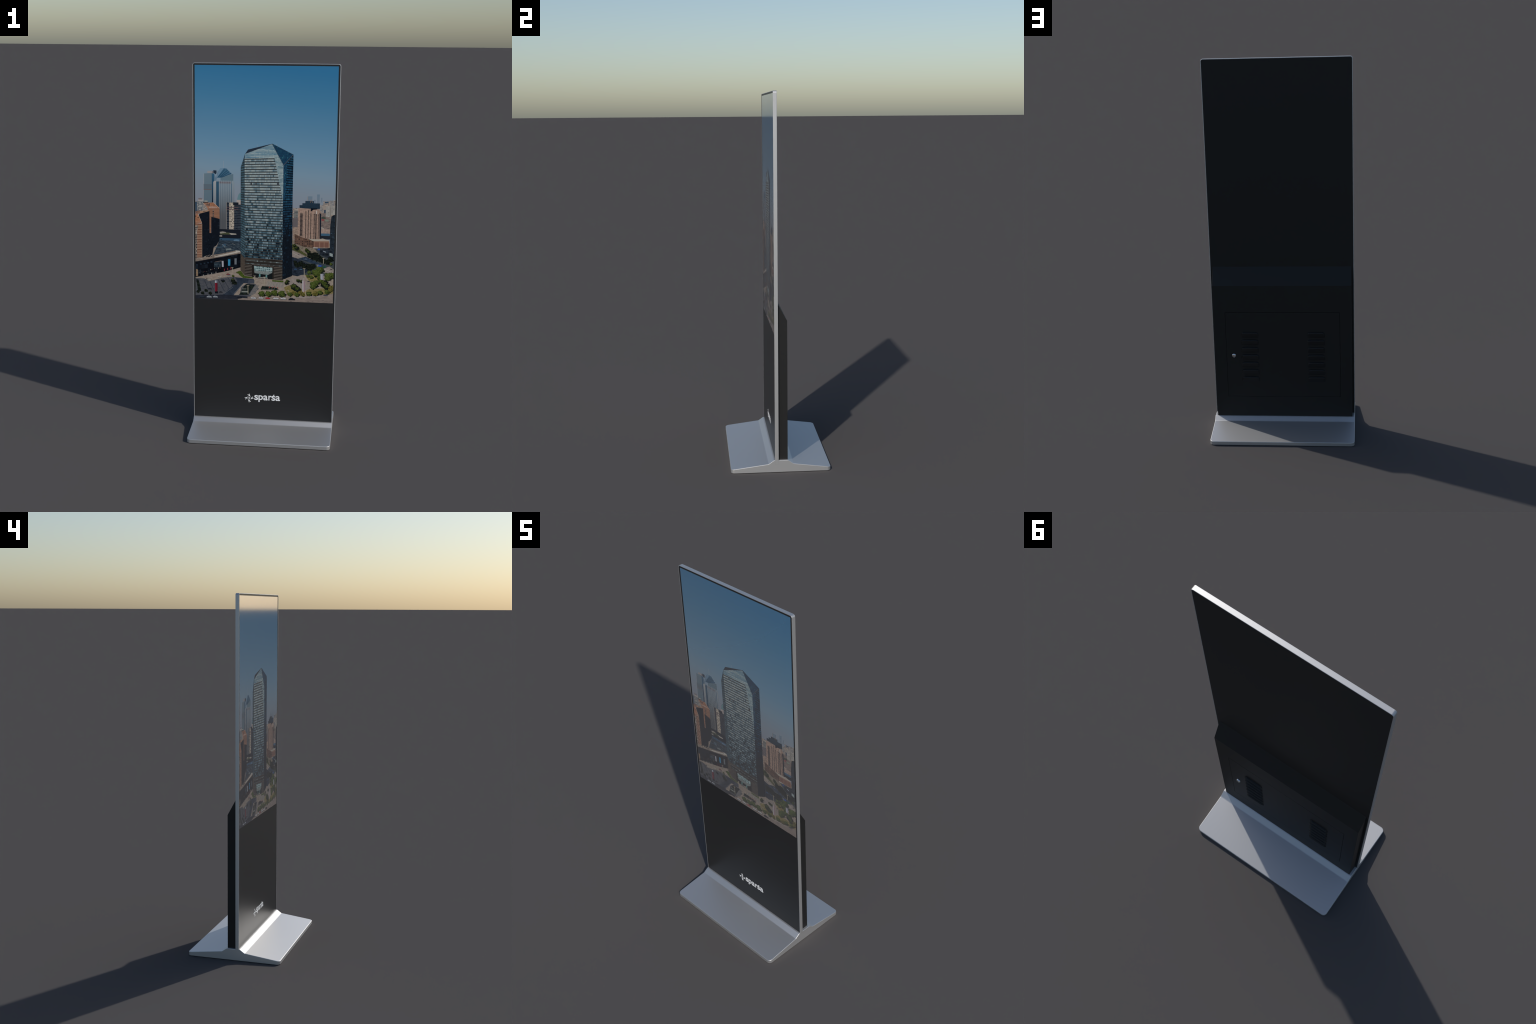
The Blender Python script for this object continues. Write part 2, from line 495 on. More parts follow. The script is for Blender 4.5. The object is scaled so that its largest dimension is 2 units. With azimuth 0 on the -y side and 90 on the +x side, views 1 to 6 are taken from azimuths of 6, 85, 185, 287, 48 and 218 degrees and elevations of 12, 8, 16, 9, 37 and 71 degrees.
PAINTED = []                                          # everything put on the picture so far
class Part:
    """one subject of the photograph: flat coloured shapes in painter's order"""
    def __init__(self, name): self.name, self.items = name, []
    def poly(self, layer, mat, pts):
        pts = clip([tuple(p) for p in pts])
        if not pts: return
        area = sum(a[0]*b[1] - b[0]*a[1] for a, b in zip(pts, pts[1:] + pts[:1]))
        if area < 0: pts = pts[::-1]                  # face the viewer (-y)
        xs, zs = [p[0] for p in pts], [p[1] for p in pts]
        item = dict(layer=layer, mat=mat, pts=pts, box=(min(xs), max(xs), min(zs), max(zs)), n=len(PAINTED), part=self)
        self.items.append(item); PAINTED.append(item)
    def rect(self, layer, mat, a, b):
        self.poly(layer, mat, [(a[0], a[1]), (b[0], a[1]), (b[0], b[1]), (a[0], b[1])])
    def line(self, layer, mat, a, b, w):
        a, b = Vector(a), Vector(b); d = (b - a).normalized(); p = Vector((-d.y, d.x)) * (w / 2)
        self.poly(layer, mat, [a - p, b - p, b + p, a + p])
    def blob(self, layer, mat, c, rx, rz, rng, rough=0.3, n=28):
        ph = [rng.uniform(0, 6.3) for _ in range(3)]
        pts = []
        for i in range(n):
            a = 2 * math.pi * i / n
            k = 1 + rough * (0.4*math.sin(3*a + ph[0]) + 0.4*math.sin(7*a + ph[1]) + 0.35*math.sin(11*a + ph[2]))
            pts.append((c[0] + rx * k * math.cos(a), c[1] + rz * k * math.sin(a)))
        self.poly(layer, mat, pts)
    def build(self):
        v, f, mats, idx = [], [], [], []
        for it in self.items:
            if it['mat'] not in mats: mats.append(it['mat'])
            y = SCREEN_Y - STEP * it['level']
            b = len(v); k = len(it['pts'])
            v += [(p[0] / 1000, y, PIC_Z0 + p[1] / 1000) for p in it['pts']]
            f.append(tuple(range(b, b + k))); idx.append(mats.index(it['mat']))
        o = link(self.name, mesh_from(self.name, v, f, mats, idx), screen)
        o["kind"] = "stuff"

def stack():
    """a shape lies one level above every earlier shape that it may overlap"""
    done = []
    for it in sorted(PAINTED, key=lambda q: (q['layer'], q['n'])):
        a = it['box']
        it['level'] = 1 + max([q['level'] for q in done if q['box'][0] < a[1] and q['box'][1] > a[0]
                               and q['box'][2] < a[3] and q['box'][3] > a[2]], default=0)
        done.append(it)
    print("levels", max(q['level'] for q in done), "shapes", len(done))

rng = random.Random(7)
M = {}
def tint(h):
    """plain tone, made once"""
    if h not in M: M[h] = flat("pictured_tone_" + h, h)
    return M[h]

# ---------------------------------------------------------------- distant skyline
HAZE_BLUE = fade("pictured_hazy_tower", 500, '6b7079', 600, '587286')
PALE = facade("pictured_pale_blocks", 6.4, 0.35, '767372', [(0.2, '57585c'), (0.5, '7d7a78'), (0.9, '938d88')], 5.1, 0.35, 0.6, run=0.3)
BEIGE = facade("pictured_beige_blocks", 7.0, 0.4, '8c8077', [(0.2, '47484d'), (0.5, '766e69'), (0.9, '9a8d82')], 6.3, 0.35, 0.7, run=0.3)
WHITE_BLOCK = facade("pictured_white_blocks", 8.0, 0.15, '85817d', [(0.2, '77746f'), (0.6, '908b85'), (0.9, '98938d')], 9.0, 0.25, 0.9, run=0.3)
ROOFS = flat("pictured_low_roofs", '7e6e66', '544b4a', 0.09, (0.6, 2.0))
GREY_ROOFS = flat("pictured_grey_roofs", '3a4049', '6b6967', 0.1, (0.5, 1.6))
far = Part("pictured_skyline")
far.rect(1, HAZE_BLUE, (228.3, 536.6), (251.5, 575.7))
far.rect(1, HAZE_BLUE, (276.2, 537.9), (290.4, 586.6))
far.rect(1, HAZE_BLUE, (297.9, 545.1), (303.8, 569.4))
far.rect(1, HAZE_BLUE, (261, 537.5), (269.3, 557.5))
# hazy crowd of blocks right of the skyscraper: heights and tones by rule
for k in range(26):
    x = 150 + k * 8.8 + rng.uniform(-3, 3)
    h = 505 + 40 * (k / 26) + rng.uniform(-14, 16)
    far.rect(2, PALE if k % 3 else BEIGE, (x, 380), (x + rng.uniform(9, 20), h))
far.rect(3, ROOFS, (150.1, 372.1), (375.3, 489.9))
for k in range(34):
    x, z = rng.uniform(150, 372), rng.uniform(395, 500)
    w, h = rng.uniform(6, 18), rng.uniform(4, 14)
    far.rect(4, (PALE, BEIGE, ROOFS, GREY_ROOFS)[k % 4], (x, z), (x + w, z + h))
far.rect(5, BEIGE, (309.8, 496.9), (352.1, 550.9))
far.rect(5, tint('33485a'), (317.5, 541.2), (336.9, 549.4))
far.rect(5, PALE, (344.1, 519.9), (358.4, 555.5))
far.rect(6, WHITE_BLOCK, (323.6, 468.5), (372.2, 525.1))
far.rect(6, tint('3a4656'), (313.3, 488.1), (323.8, 506.1))
far.poly(7, tint('76716c'), [(344.1, 519.9), (350.6, 520.1), (352.1, 460.5), (345.6, 460.3)])
far.rect(6, tint('7a3f40'), (302.3, 445.7), (316.2, 457.2))
far.rect(6, tint('6b7468'), (322, 444.1), (339.2, 454.6))
far.rect(5, tint('3b453c'), (302, 456.8), (323.6, 467.4))
far.rect(6, tint('35556c'), (299.7, 366.6), (347.5, 379.3))
far.rect(5, tint('22262d'), (295.7, 347.5), (356.5, 371.7))
far.rect(5, flat("pictured_sandy_roofs", '957f73', '7a6861', 0.1), (299.4, 376.7), (349.1, 402.7))

# ---------------------------------------------------------------- blue twin towers, left
TWIN_A = fade("pictured_grey_blue_glass", 530, '4c606d', 690, '5a6f7c', (5.3, 0.3, '586c79', 0))
TWIN_SIDE = fade("pictured_navy_side", 530, '14202f', 680, '235270')
RIB = fade("pictured_ribbed_glass", 470, '45494f', 620, '5c6f7e')
PILLAR = fade("pictured_pale_pillar", 520, '6b737b', 640, '8b8e91')
DEEP_GLASS = fade("pictured_deep_glass", 430, '20272f', 620, '274c64')
tw = Part("pictured_twin_towers")
tw.poly(3, TWIN_A, [(-324.3, 683.9), (-283.3, 686.5), (-283.5, 529.7), (-327.6, 528.5), (-327.3, 629.4), (-324.4, 629.5)])
tw.line(4, tint('8d8a8c'), (-325.5, 682.2), (-328, 528.5), 1.6)
tw.rect(4, tint('5f5656'), (-326.6, 596), (-283.9, 601.5))
tw.rect(4, tint('515f6a'), (-326.6, 600.5), (-283.9, 627.1))
tw.rect(4, tint('858387'), (-307.2, 686.3), (-275.6, 697.7))
tw.rect(5, tint('6d6a70'), (-282.5, 684.8), (-275.6, 697.7))
tw.poly(5, tint('23303f'), [(-274.8, 702.3), (-257.7, 700.6), (-257.7, 687.1), (-262, 680.2), (-267.1, 683.5), (-274.8, 688.4)])
tw.poly(4, TWIN_SIDE, [(-283.3, 686.5), (-270.5, 683.4), (-270.2, 646.1), (-275.3, 639.2), (-275.7, 529.9), (-282.9, 529.7)])
tw.poly(4, tint('576f83'), [(-270.2, 683.4), (-260.3, 661.6), (-251.8, 694), (-245, 700.9), (-254.3, 665.2), (-260.3, 644.7), (-270.2, 644.4)])
tw.poly(5, tint('587890'), [(-255.5, 664.3), (-245, 702.6), (-237.3, 713.3), (-218.6, 714.7), (-248.4, 670.4)])
tw.poly(5, tint('325a74'), [(-256, 661.7), (-218.6, 714), (-202.5, 711.7), (-199.9, 706.2), (-195.3, 703.4), (-194, 699.6),
                            (-188.9, 698), (-188, 691.8), (-179.5, 690.3), (-177.8, 683.9), (-234.7, 662.2)])
for a, b in (((-248.4, 667), (-214.4, 706.7)), ((-241.5, 666.3), (-199.1, 703.7)), ((-236.4, 665.6), (-189.7, 696.3)), ((-231.3, 664.9), (-178.6, 686.4))):
    tw.line(6, tint('1b3c55'), a, b, 3.0)
tw.poly(5, tint('536b78'), [(-236.4, 662.2), (-176.9, 682.6), (-168.4, 684.1), (-168.3, 645.2), (-236.4, 645.2)])
tw.poly(6, RIB, [(-260.3, 645.5), (-173.4, 647.6), (-173, 530.1), (-206.3, 529.2), (-206, 385.4), (-241.3, 384.3), (-260.3, 527.8)])
tw.poly(6, fade("pictured_pale_wing", 530, '666f7a', 640, '71808a'), [(-173.4, 645.9), (-162.3, 641.9), (-161.4, 532.1), (-173, 531.8)])
tw.poly(7, DEEP_GLASS, [(-257.7, 641.3), (-244.1, 641.7), (-244, 501.6), (-260.3, 518.3), (-260.3, 637.9)])
tw.poly(7, PILLAR, [(-274.8, 639.2), (-267.1, 646.2), (-260, 645.5), (-260, 521.8), (-274.9, 528.2)])
tw.rect(7, tint('5a5159'), (-241.5, 632.4), (-181.9, 641.8))
for k in range(8):                                        # light upright ribs
    x = 790 + 62.5 * k
    p, q = (-243.2, 648.5), (-243.1, 384.3)
    s = k * 62.5 * 0.1655
    tw.rect(8, fade("pictured_rib_tone", 430, '575656', 600, '8a9298') if k == 0 else bpy.data.materials["pictured_rib_tone"],
            (p[0] + s - 1.4, q[1] if k < 4 else 530), (p[0] + s + 1.4, p[1]))
tw.rect(8, tint('26506c'), (-176.8, 534.3), (-174, 633.2))
tw.line(7, tint('8b8f96'), (-220.1, 752.1), (-220, 714.2), 1.3)

# ---------------------------------------------------------------- blocks between, far left
BLUE_GRID = facade("pictured_blue_grid_block", 5.4, 0.3, '8a8580', [(0.2, '26394a'), (0.6, '50606a'), (0.9, '9a958f')], 8.0, 0.3, 0.7, run=0.2)
MID_DARK = facade("pictured_dark_glass_block", 9.0, 0.16, '4d5259', [(0.2, '1a1f29'), (0.7, '232c38'), (0.95, '3a4750')], 7.0, 0.12, 0.3)
MID_WARM = facade("pictured_balcony_block", 9.0, 0.42, '9c8f80', [(0.15, '3f4140'), (0.5, '8a8075'), (0.9, 'ada397')], 6.5, 0.3, 0.8, run=0.25)
mid = Part("pictured_office_blocks")
mid.poly(5, tint('55767f'), [(-148.3, 547), (-140.8, 574.5), (-132.3, 584.9), (-125.5, 581.7), (-125.3, 545.9)])
mid.rect(6, tint('958a86'), (-149.9, 519.6), (-125.3, 546.7))
mid.rect(4, PALE, (-372.4, 525.6), (-360, 534.5))
mid.rect(5, tint('8f8a88'), (-357.9, 527.7), (-327.2, 544.8))
mid.rect(5, tint('6a6265'), (-355.6, 543.2), (-335.8, 551.5))
mid.rect(4, tint('35485a'), (-372.6, 478.4), (-361.7, 530.3))
mid.rect(6, BLUE_GRID, (-362.8, 481.2), (-327.3, 533.8))
mid.rect(7, MID_DARK, (-206, 367.3), (-139.7, 533.1))
mid.rect(7, MID_DARK, (-139.8, 365.8), (-125.2, 522.1))
mid.rect(8, MID_WARM, (-189.6, 366), (-163.1, 531.3))
mid.rect(9, tint('1d222b'), (-168.7, 517.5), (-140.6, 532.8))
mid.rect(8, tint('807b76'), (-206.3, 369), (-203.4, 531.4))
mid.rect(9, tint('56454a'), (-203.7, 504.3), (-140.5, 508.1))
mid.rect(9, tint('56454a'), (-203.7, 493), (-140.4, 496.5))

# ---------------------------------------------------------------- terracotta towers, left
BRICK_LINES = facade("pictured_terracotta_wall", 7.1, 0.3, '6d4d3d', [(0.2, '80573f'), (0.8, '8b624a')], 40, 0.0, 0.0, run=0.2)
RED_BANDS = facade("pictured_banded_brick", 9.1, 0.28, '9a7c66', [(0.2, '62402f'), (0.8, '76503f')], 60, 0.0, 0.0, run=0.2, z0=2)
ORANGE_ROOF = flat("pictured_orange_roof", '9c6646', '7e563f', 0.09)
CLUTTER = flat("pictured_roof_clutter", '3b3034', '8f6a55', 0.1)
SHADOW_WALL = facade("pictured_shadowed_wall", 8.0, 0.25, '161a21', [(0.3, '13181f'), (0.85, '171c25'), (0.99, '1f2d3b')], 6.0, 0.3, 0.8, run=0.2)
br = Part("pictured_terracotta_towers")
br.poly(9, tint('2b2e33'), [(-329.9, 531.2), (-301.5, 531.9), (-301.5, 525.9), (-329.9, 525.1)])
br.rect(10, tint('a59a86'), (-323, 533.4), (-305.8, 537.8))
br.poly(10, ORANGE_ROOF, [(-327.3, 526.1), (-275.7, 529.5), (-241.4, 499.5), (-305, 496.8)])
br.poly(11, CLUTTER, [(-322.1, 522.8), (-292.9, 524.4), (-291.2, 511.6), (-303.2, 507), (-310.1, 509.4)])
br.poly(11, flat("pictured_white_gear", 'a08a80', '8d6a58', 0.3), [(-301.5, 505.3), (-282.6, 508.4), (-255.1, 506.6), (-253.4, 501.4), (-296.4, 498.6)])
br.poly(11, tint('6b4a3b'), [(-271.4, 524.1), (-265.4, 522.6), (-263.7, 519.2), (-268.9, 519.1)])
br.line(12, tint('a58b78'), (-274.9, 529.2), (-241.4, 498.9), 2.2)
br.poly(10, BEIGE, [(-329.9, 525.7), (-325.6, 524.4), (-305.8, 499.2), (-305.9, 482.8), (-329.1, 483.9)])
br.poly(10, BRICK_LINES, [(-305.8, 496.7), (-241.4, 498.9), (-241, 440.7), (-286.1, 449.7), (-287.1, 364), (-295.7, 363.7), (-295.5, 482.2), (-305.9, 482.8)])
br.poly(11, facade("pictured_stair_windows", 9.1, 0.5, '7a5a48', [(0.2, '23262c'), (0.6, '5a6668'), (0.9, '8f9290')], 30, 0.0, 0.0, run=0.2),
        [(-278.9, 489.6), (-271.3, 489.8), (-271.3, 451), (-278.9, 450.8)])
br.poly(10, SHADOW_WALL, [(-347.3, 467.9), (-295.5, 483.1), (-295.4, 363.7), (-286.2, 364), (-286.1, 451.5), (-270.6, 449.3), (-241, 442), (-240.9, 326.2),
                          (-258.6, 296), (-272.4, 286.8), (-282.9, 230.4), (-337.7, 226.8), (-337.9, 417.1), (-353.3, 459.9)])
br.poly(11, flat("pictured_sunlit_ledge", '99775a', '8a6a55', 0.2), [(-348.1, 467.8), (-343.8, 482.6), (-303.3, 486.3), (-296.4, 483.1)])
br.poly(12, tint('3c3a38'), [(-330, 480.4), (-316.2, 482.5), (-316.2, 479.6), (-330.9, 476.9)])
br.poly(12, CLUTTER, [(-371.9, 480.1), (-348.1, 485.1), (-343.8, 477.4), (-347.3, 467.9), (-358.5, 465), (-372, 464.6)])
br.poly(12, ORANGE_ROOF, [(-372.3, 462.8), (-357.6, 465.3), (-337.1, 416.3), (-372.6, 411.2)])
br.line(13, tint('a08876'), (-357.1, 464.1), (-337.3, 416.8), 2.4)
br.rect(13, tint('8b6a58'), (-372.2, 419.6), (-342.2, 423.6))
for p in ((-369.8, 452.5), (-358.6, 446.8), (-355.1, 446.9)):
    br.rect(13, tint('3e332f'), (p[0] - 3, p[1] - 2), (p[0] + 3, p[1] + 2))
br.poly(12, RED_BANDS, [(-372.6, 411.2), (-337.1, 413.7), (-336.4, 228.6), (-373.4, 225.6)])
br.poly(13, facade("pictured_balcony_edge", 9.1, 0.3, '8f8074', [(0.3, '1c2026'), (0.7, '35393e'), (0.95, '9a9288')], 7.0, 0.2, 0.5, run=0.1, z0=2),
        [(-372.9, 402.2), (-357, 402.7), (-362.3, 374.7), (-363.8, 226), (-373.7, 225.6)])
br.line(13, tint('8f7560'), (-336.6, 413.3), (-336.8, 228.6), 2.0)

# ---------------------------------------------------------------- low roofs between towers
SHED = flat("pictured_dark_sheds", '1c2632', '36424c', 0.10, (0.6, 1.4))
low = Part("pictured_low_roofs")
low.rect(8, tint('1a1e27'), (-242.2, 331.4), (-122.7, 387.1))
low.poly(9, SHED, [(-282.9, 226.9), (-255.1, 294.4), (-240.9, 329.7), (-122.4, 333.4), (-121.9, 232.3)])
low.poly(9, flat("pictured_pale_canopy", '8d8880', '6e6a62', 0.3), [(-239.9, 371.5), (-224.1, 374.5), (-205.1, 370.8), (-208.6, 362), (-239.6, 362.8)])
low.poly(10, foliage("pictured_roof_garden", '2a3024', '444a34', '5a5a40'), [(-213.7, 367.1), (-193.1, 369.4), (-181, 362.8), (-181, 358.5), (-237.9, 357.6), (-236.1, 362)])
low.poly(10, tint('8f8880'), [(-189.6, 366.9), (-151.8, 364.6), (-150, 358.6), (-179.3, 356.8)])
low.rect(10, tint('8a857d'), (-241.3, 346.2), (-227.5, 353.1))
low.rect(10, tint('2b4860'), (-240.4, 325.9), (-124.2, 338.2))
low.rect(10, tint('1c222b'), (-235.2, 326.1), (-229.2, 330.9))
low.poly(11, tint('4a6880'), [(-166.2, 324.2), (-162, 331.3), (-149.9, 334.3), (-137.9, 332.1), (-132.7, 322.7)])
low.poly(10, tint('2f4a5e'), [(-227.4, 304.9), (-208.4, 307.2), (-206.7, 294.2), (-225.7, 291.8)])
low.line(11, tint('3b586c'), (-272.4, 286.3), (-199.8, 290.9), 2.2)
low.poly(11, tint('616b6c'), [(-205.8, 281.1), (-178.2, 283.8), (-177.3, 274.5), (-205.8, 272.4)])
for k in range(16):                                        # slanting roof edges
    a = (-205, 304.7); dx = rng.uniform(-60, 70); dz = rng.uniform(-34, 12)
    low.line(11, tint(('4a525a', '2d3843', '6a6c6a')[k % 3]), (a[0] + dx, a[1] + dz), (a[0] + dx + rng.uniform(8, 20), a[1] + dz - rng.uniform(6, 15)), rng.uniform(1, 2.4))

# ---------------------------------------------------------------- ground: plaza, roads, lawns
PAVING = flat("pictured_paving", '887b70', '75695f', 0.06, (0.8, 1.6))
SHADE_PAVE = flat("pictured_shaded_paving", '3c3f47', '4a4b50', 0.06, (0.8, 1.6))
ASPHALT = flat("pictured_asphalt", '232b38', '2c3440', 0.05)
SUN_ROAD = flat("pictured_sunlit_road", '746b66', '837870', 0.06)
GRASS = foliage("pictured_dry_lawn", '4d4a24', '6e6338', '857444', 0.12)
DARK_LAWN = foliage("pictured_dark_lawn", '11161a', '1a2020', '282f24', 0.1)
HEDGE = foliage("pictured_hedge", '263214', '3a4a18', '4f5d1c', 0.14)
gr = Part("pictured_plaza")
gr.rect(4, PAVING, (-PX, 0), (PX, 330))
gr.rect(5, tint('3a4043'), (140, 150), (PX, 300))
# avenue running down to the right edge
gr.poly(6, flat("pictured_roadside", '7d6f62', '5a5446', 0.12), [(148.3, 342.9), (194.8, 333.2), (270.5, 295.2), (293.1, 264.4), (263, 231.8), (149.3, 286.7)])
gr.poly(7, foliage("pictured_verge", '23291c', '3d4426', '6a6030'), [(148.7, 318.2), (177.7, 305.7), (191.3, 285.8), (231.5, 260.1), (221.9, 254.1), (192.8, 268.8), (149.3, 286.7)])
gr.poly(7, SUN_ROAD, [(149.2, 283.1), (161.7, 279.6), (222, 251.1), (181.7, 238.9), (149.7, 247.7)])
gr.line(8, tint('9b938c'), (151.3, 270.4), (200.9, 247.5), 1.6)
gr.poly(7, flat("pictured_shaded_road", '202b3a', '2b3a4c', 0.06), [(181.7, 238.9), (222, 251.1), (338.6, 197), (315.7, 188.3), (261.3, 214)])
gr.poly(7, SUN_ROAD, [(317.6, 188.3), (338.6, 197), (350, 201.3), (373.4, 186.3), (373.9, 164.6), (320.1, 164.7)])
gr.line(8, tint('9b938c'), (320.5, 188.4), (372, 165), 2.2)
gr.poly(6, flat("pictured_dark_street", '181d28', '2a3340', 0.05, (1.0, 2.0)), [(148.8, 247.7), (183.7, 237), (269.3, 196.5), (219.9, 159.2), (181.5, 142), (150.4, 146.8)])
gr.poly(7, SUN_ROAD, [(158.4, 135.2), (204.6, 148.7), (228.2, 131.7), (182.2, 102.2), (127.9, 94.2), (123.7, 114)])
gr.poly(7, GRASS, [(220, 151.3), (281.8, 155.4), (320.9, 127.1), (311.6, 112.9), (243.9, 116.4), (232, 131.9)])
gr.poly(7, GRASS, [(108.7, 77.5), (133.8, 90.4), (205.6, 97.1), (244.8, 74.6), (372, 85.3), (372.8, 55.5), (323, 39.6), (128.9, 32.2)])
gr.poly(7, flat("pictured_park_path", '6f6a66', '85796e', 0.15), [(164.8, 97.6), (240.4, 98.3), (248.6, 74.7), (225.5, 65.9), (196.2, 76.8)])
# shaded forecourt, left
gr.poly(6, SHADE_PAVE, [(-375.1, 112.8), (-325.1, 113), (-300.1, 97.9), (-221.5, 120.3), (-189, 124.9), (-152.7, 125.6), (-139.2, 101.8), (-221.3, 24.5), (-375.6, 14.7)])
for k, (a, b) in enumerate((((-323.2, 101), (-304, 54.7)), ((-294.4, 98.1), (-273.3, 52)), ((-246.4, 105.7), (-213.7, 44.4)), ((-219.6, 112.5), (-188.8, 59)), ((-196.6, 123.1), (-165.9, 71.6)))):
    gr.line(7, tint('2a2f3a'), a, b, 3.0)
gr.poly(7, DARK_LAWN, [(-369.4, 107.1), (-355.9, 105.7), (-340.7, 43.6), (-358.1, 35.1)])
gr.poly(7, ASPHALT, [(-156.5, 125.5), (-55.5, 118.4), (-47.8, 105.1), (-51.5, 93.3), (-108.7, 94.2), (-163.8, 24.8), (-227.1, 22.3), (-143.1, 101.7)])
gr.poly(8, tint('3a3f4a'), [(-82.1, 115.5), (-53.6, 114.6), (-49.6, 93.4), (-87.7, 95.9)])
gr.line(8, tint('6b6f76'), (-118.2, 86), (-163.8, 30.6), 1.6)
gr.line(8, tint('5b5f66'), (-167.8, 69.6), (-217.5, 30.6), 1.6)
gr.poly(7, SHADE_PAVE, [(-101.3, 96), (-43.1, 89.7), (-26.3, 64.8), (-73.7, 20.4), (-163.5, 17)])
gr.poly(8, PAVING, [(-112.5, 91.1), (-87.7, 94.9), (-123.8, 71.2), (-129.3, 28), (-156.1, 25)])
gr.poly(8, DARK_LAWN, [(-96.1, 89.8), (-47.2, 87.4), (-84.2, 29.6), (-134.3, 27.7), (-119.8, 54.9), (-111.6, 70.1)])
gr.poly(9, tint('6b6f6a'), [(-120.8, 50.6), (-83.3, 51.6), (-86.4, 43), (-121.8, 42.5)])
gr.poly(9, tint('5a5d58'), [(-115.7, 64.7), (-94.9, 64.4), (-94.9, 60.1), (-118.8, 59.2)])
gr.poly(8, flat("pictured_blue_shade", '4a4d55', '6b6660', 0.08, (0.6, 2.0)), [(-47.2, 85.3), (-26.5, 83.9), (-44.7, 38.6), (-73.8, 24.7), (-80.1, 28.7)])
gr.poly(6, flat("pictured_steps", '6c6965', '7f766e', 0.12, (2.0, 0.5)), [(18.9, 108.9), (111.8, 105.9), (112.2, 76.3), (10.9, 81)])
for k in range(6):
    a, b = (23, 105.8), (10.9, 82.1)
    gr.line(7, tint('8e8278'), (a[0] + 14.6*k, a[1] - 1.0*k), (b[0] + 15.5*k, b[1] - 1.2*k), 1.2)
gr.poly(8, DARK_LAWN, [(-9.8, 81.3), (27.5, 80.6), (75.1, 72.8), (80.4, 62.4), (-17.9, 58.7)])
gr.line(9, tint('77756f'), (-13.8, 63.6), (56.6, 63.6), 1.4)
# street along the lower edge
gr.poly(8, flat("pictured_shaded_street", '1d212a', '292c35', 0.06, (0.5, 2.0)), [(-375.6, 17.7), (-221.3, 25.5), (-158, 25), (-81.5, 20.1), (-140.7, 4.1), (-375.6, -1)])
gr.poly(8, flat("pictured_kerbside", '7d7068', '6b605a', 0.07, (0.5, 2.0)), [(-140.7, 3.1), (-81.5, 20.1), (-35.5, 21.9), (129, 22.2), (372.9, 51.5), (376.2, -4.3), (-140.6, -11.6)])
gr.poly(8, tint('34353d'), [(-375.6, -0), (-140.7, 4.1), (-140.6, -3.8), (-375.7, -10.9)])
gr.line(9, tint('88817c'), (129.1, 19.2), (303.7, 34.9), 2.6)
for k in range(14):
    p = (168.2, 9.6); x = p[0] + rng.uniform(-40, 170); z = p[1] + rng.uniform(-12, 6)
    gr.line(9, tint(('4a403c', '5d524d')[k % 2]), (x, z), (x + rng.uniform(8, 22), z - rng.uniform(-1, 3)), rng.uniform(0.8, 2.2))

# ---------------------------------------------------------------- shopping hall, left
HALL = facade("pictured_dark_hall_wall", 26, 0.12, '101216', [(0.3, '0f1217'), (0.7, '14181f'), (0.97, '1f2731')], 18, 0.15, 0.5, run=0.3, persp=(330, -370, -0.0011))
DECK = flat("pictured_roof_deck", '8a7a6c', '5d534d', 0.12, (0.8, 1.6))
ha = Part("pictured_shopping_hall")
ha.poly(13, DECK, [(-372.8, 203.4), (-371.7, 224.7), (-277, 235.6), (-270.3, 246.5), (-246.5, 249.2), (-155.2, 271.4), (-126.8, 268.5), (-126.7, 256)])
ha.poly(14, tint('a09a92'), [(-271.2, 246.4), (-265.5, 233.1), (-235, 238), (-141.9, 261.3), (-128.6, 264.6), (-132.5, 272.1), (-155.2, 273.3), (-153.3, 265.7), (-240.7, 243.6), (-265.5, 236)])
for k in range(14):
    x = -360 + k * 6.2 + rng.uniform(-2, 2); z = 222 + k * 1.5 + rng.uniform(-6, 6)
    ha.rect(14, tint(('a09689', '6b5f57', '8d8379')[k % 3]), (x, z), (x + rng.uniform(4, 9), z + rng.uniform(1.5, 3.5)))
ha.poly(14, HALL, [(-372.8, 204.4), (-127.6, 256.9), (-126.7, 180.8), (-189.1, 160.3), (-221.5, 152.3), (-373.2, 117.8)])
ha.line(15, tint('4c4644'), (-372.8, 204.7), (-127.6, 256.9), 1.8)
ha.poly(15, facade("pictured_hall_window", 7, 0.2, '232a31', [(0.2, '16202a'), (0.6, '26333d'), (0.95, '40535b')], 9, 0.15, 0.5), [(-271.3, 204.9), (-235, 211), (-234.9, 177.1), (-271.3, 175.8)])
ha.poly(16, tint('5b4e4a'), [(-265.5, 207), (-231.2, 214.9), (-231.2, 211.5), (-265.5, 204.1)])
ha.poly(16, tint('8f8f98'), [(-229.6, 212.7), (-219.3, 213), (-218.5, 180.2), (-228.1, 179.8)])
ha.poly(16, tint('1b7398'), [(-195.3, 222.3), (-182.4, 223.5), (-182.7, 188), (-194.9, 187.2)])
ha.poly(16, tint('5c6269'), [(-160, 228.9), (-148.2, 229.7), (-148.4, 196.1), (-159.8, 195.1)])
for p in ((-214.7, 164.2), (-197.3, 169.1), (-180, 173.2)):
    ha.rect(16, tint('70202a'), (p[0] - 2.2, p[1] - 6), (p[0] + 2.2, p[1] + 6))
ha.poly(16, flat("pictured_shopfront", '9a7a52', '3d4048', 0.25, (0.6, 2.0)), [(-369.5, 163.7), (-359.1, 160.2), (-358.9, 125.1), (-369.7, 123.7)])
for p in ((-364.2, 187.2), (-343.1, 191.8), (-323, 196.4), (-303.8, 200.5), (-285.6, 205.4)):
    ha.rect(15, tint('1d2834'), (p[0] - 5, p[1] - 4), (p[0] + 5, p[1] + 4))
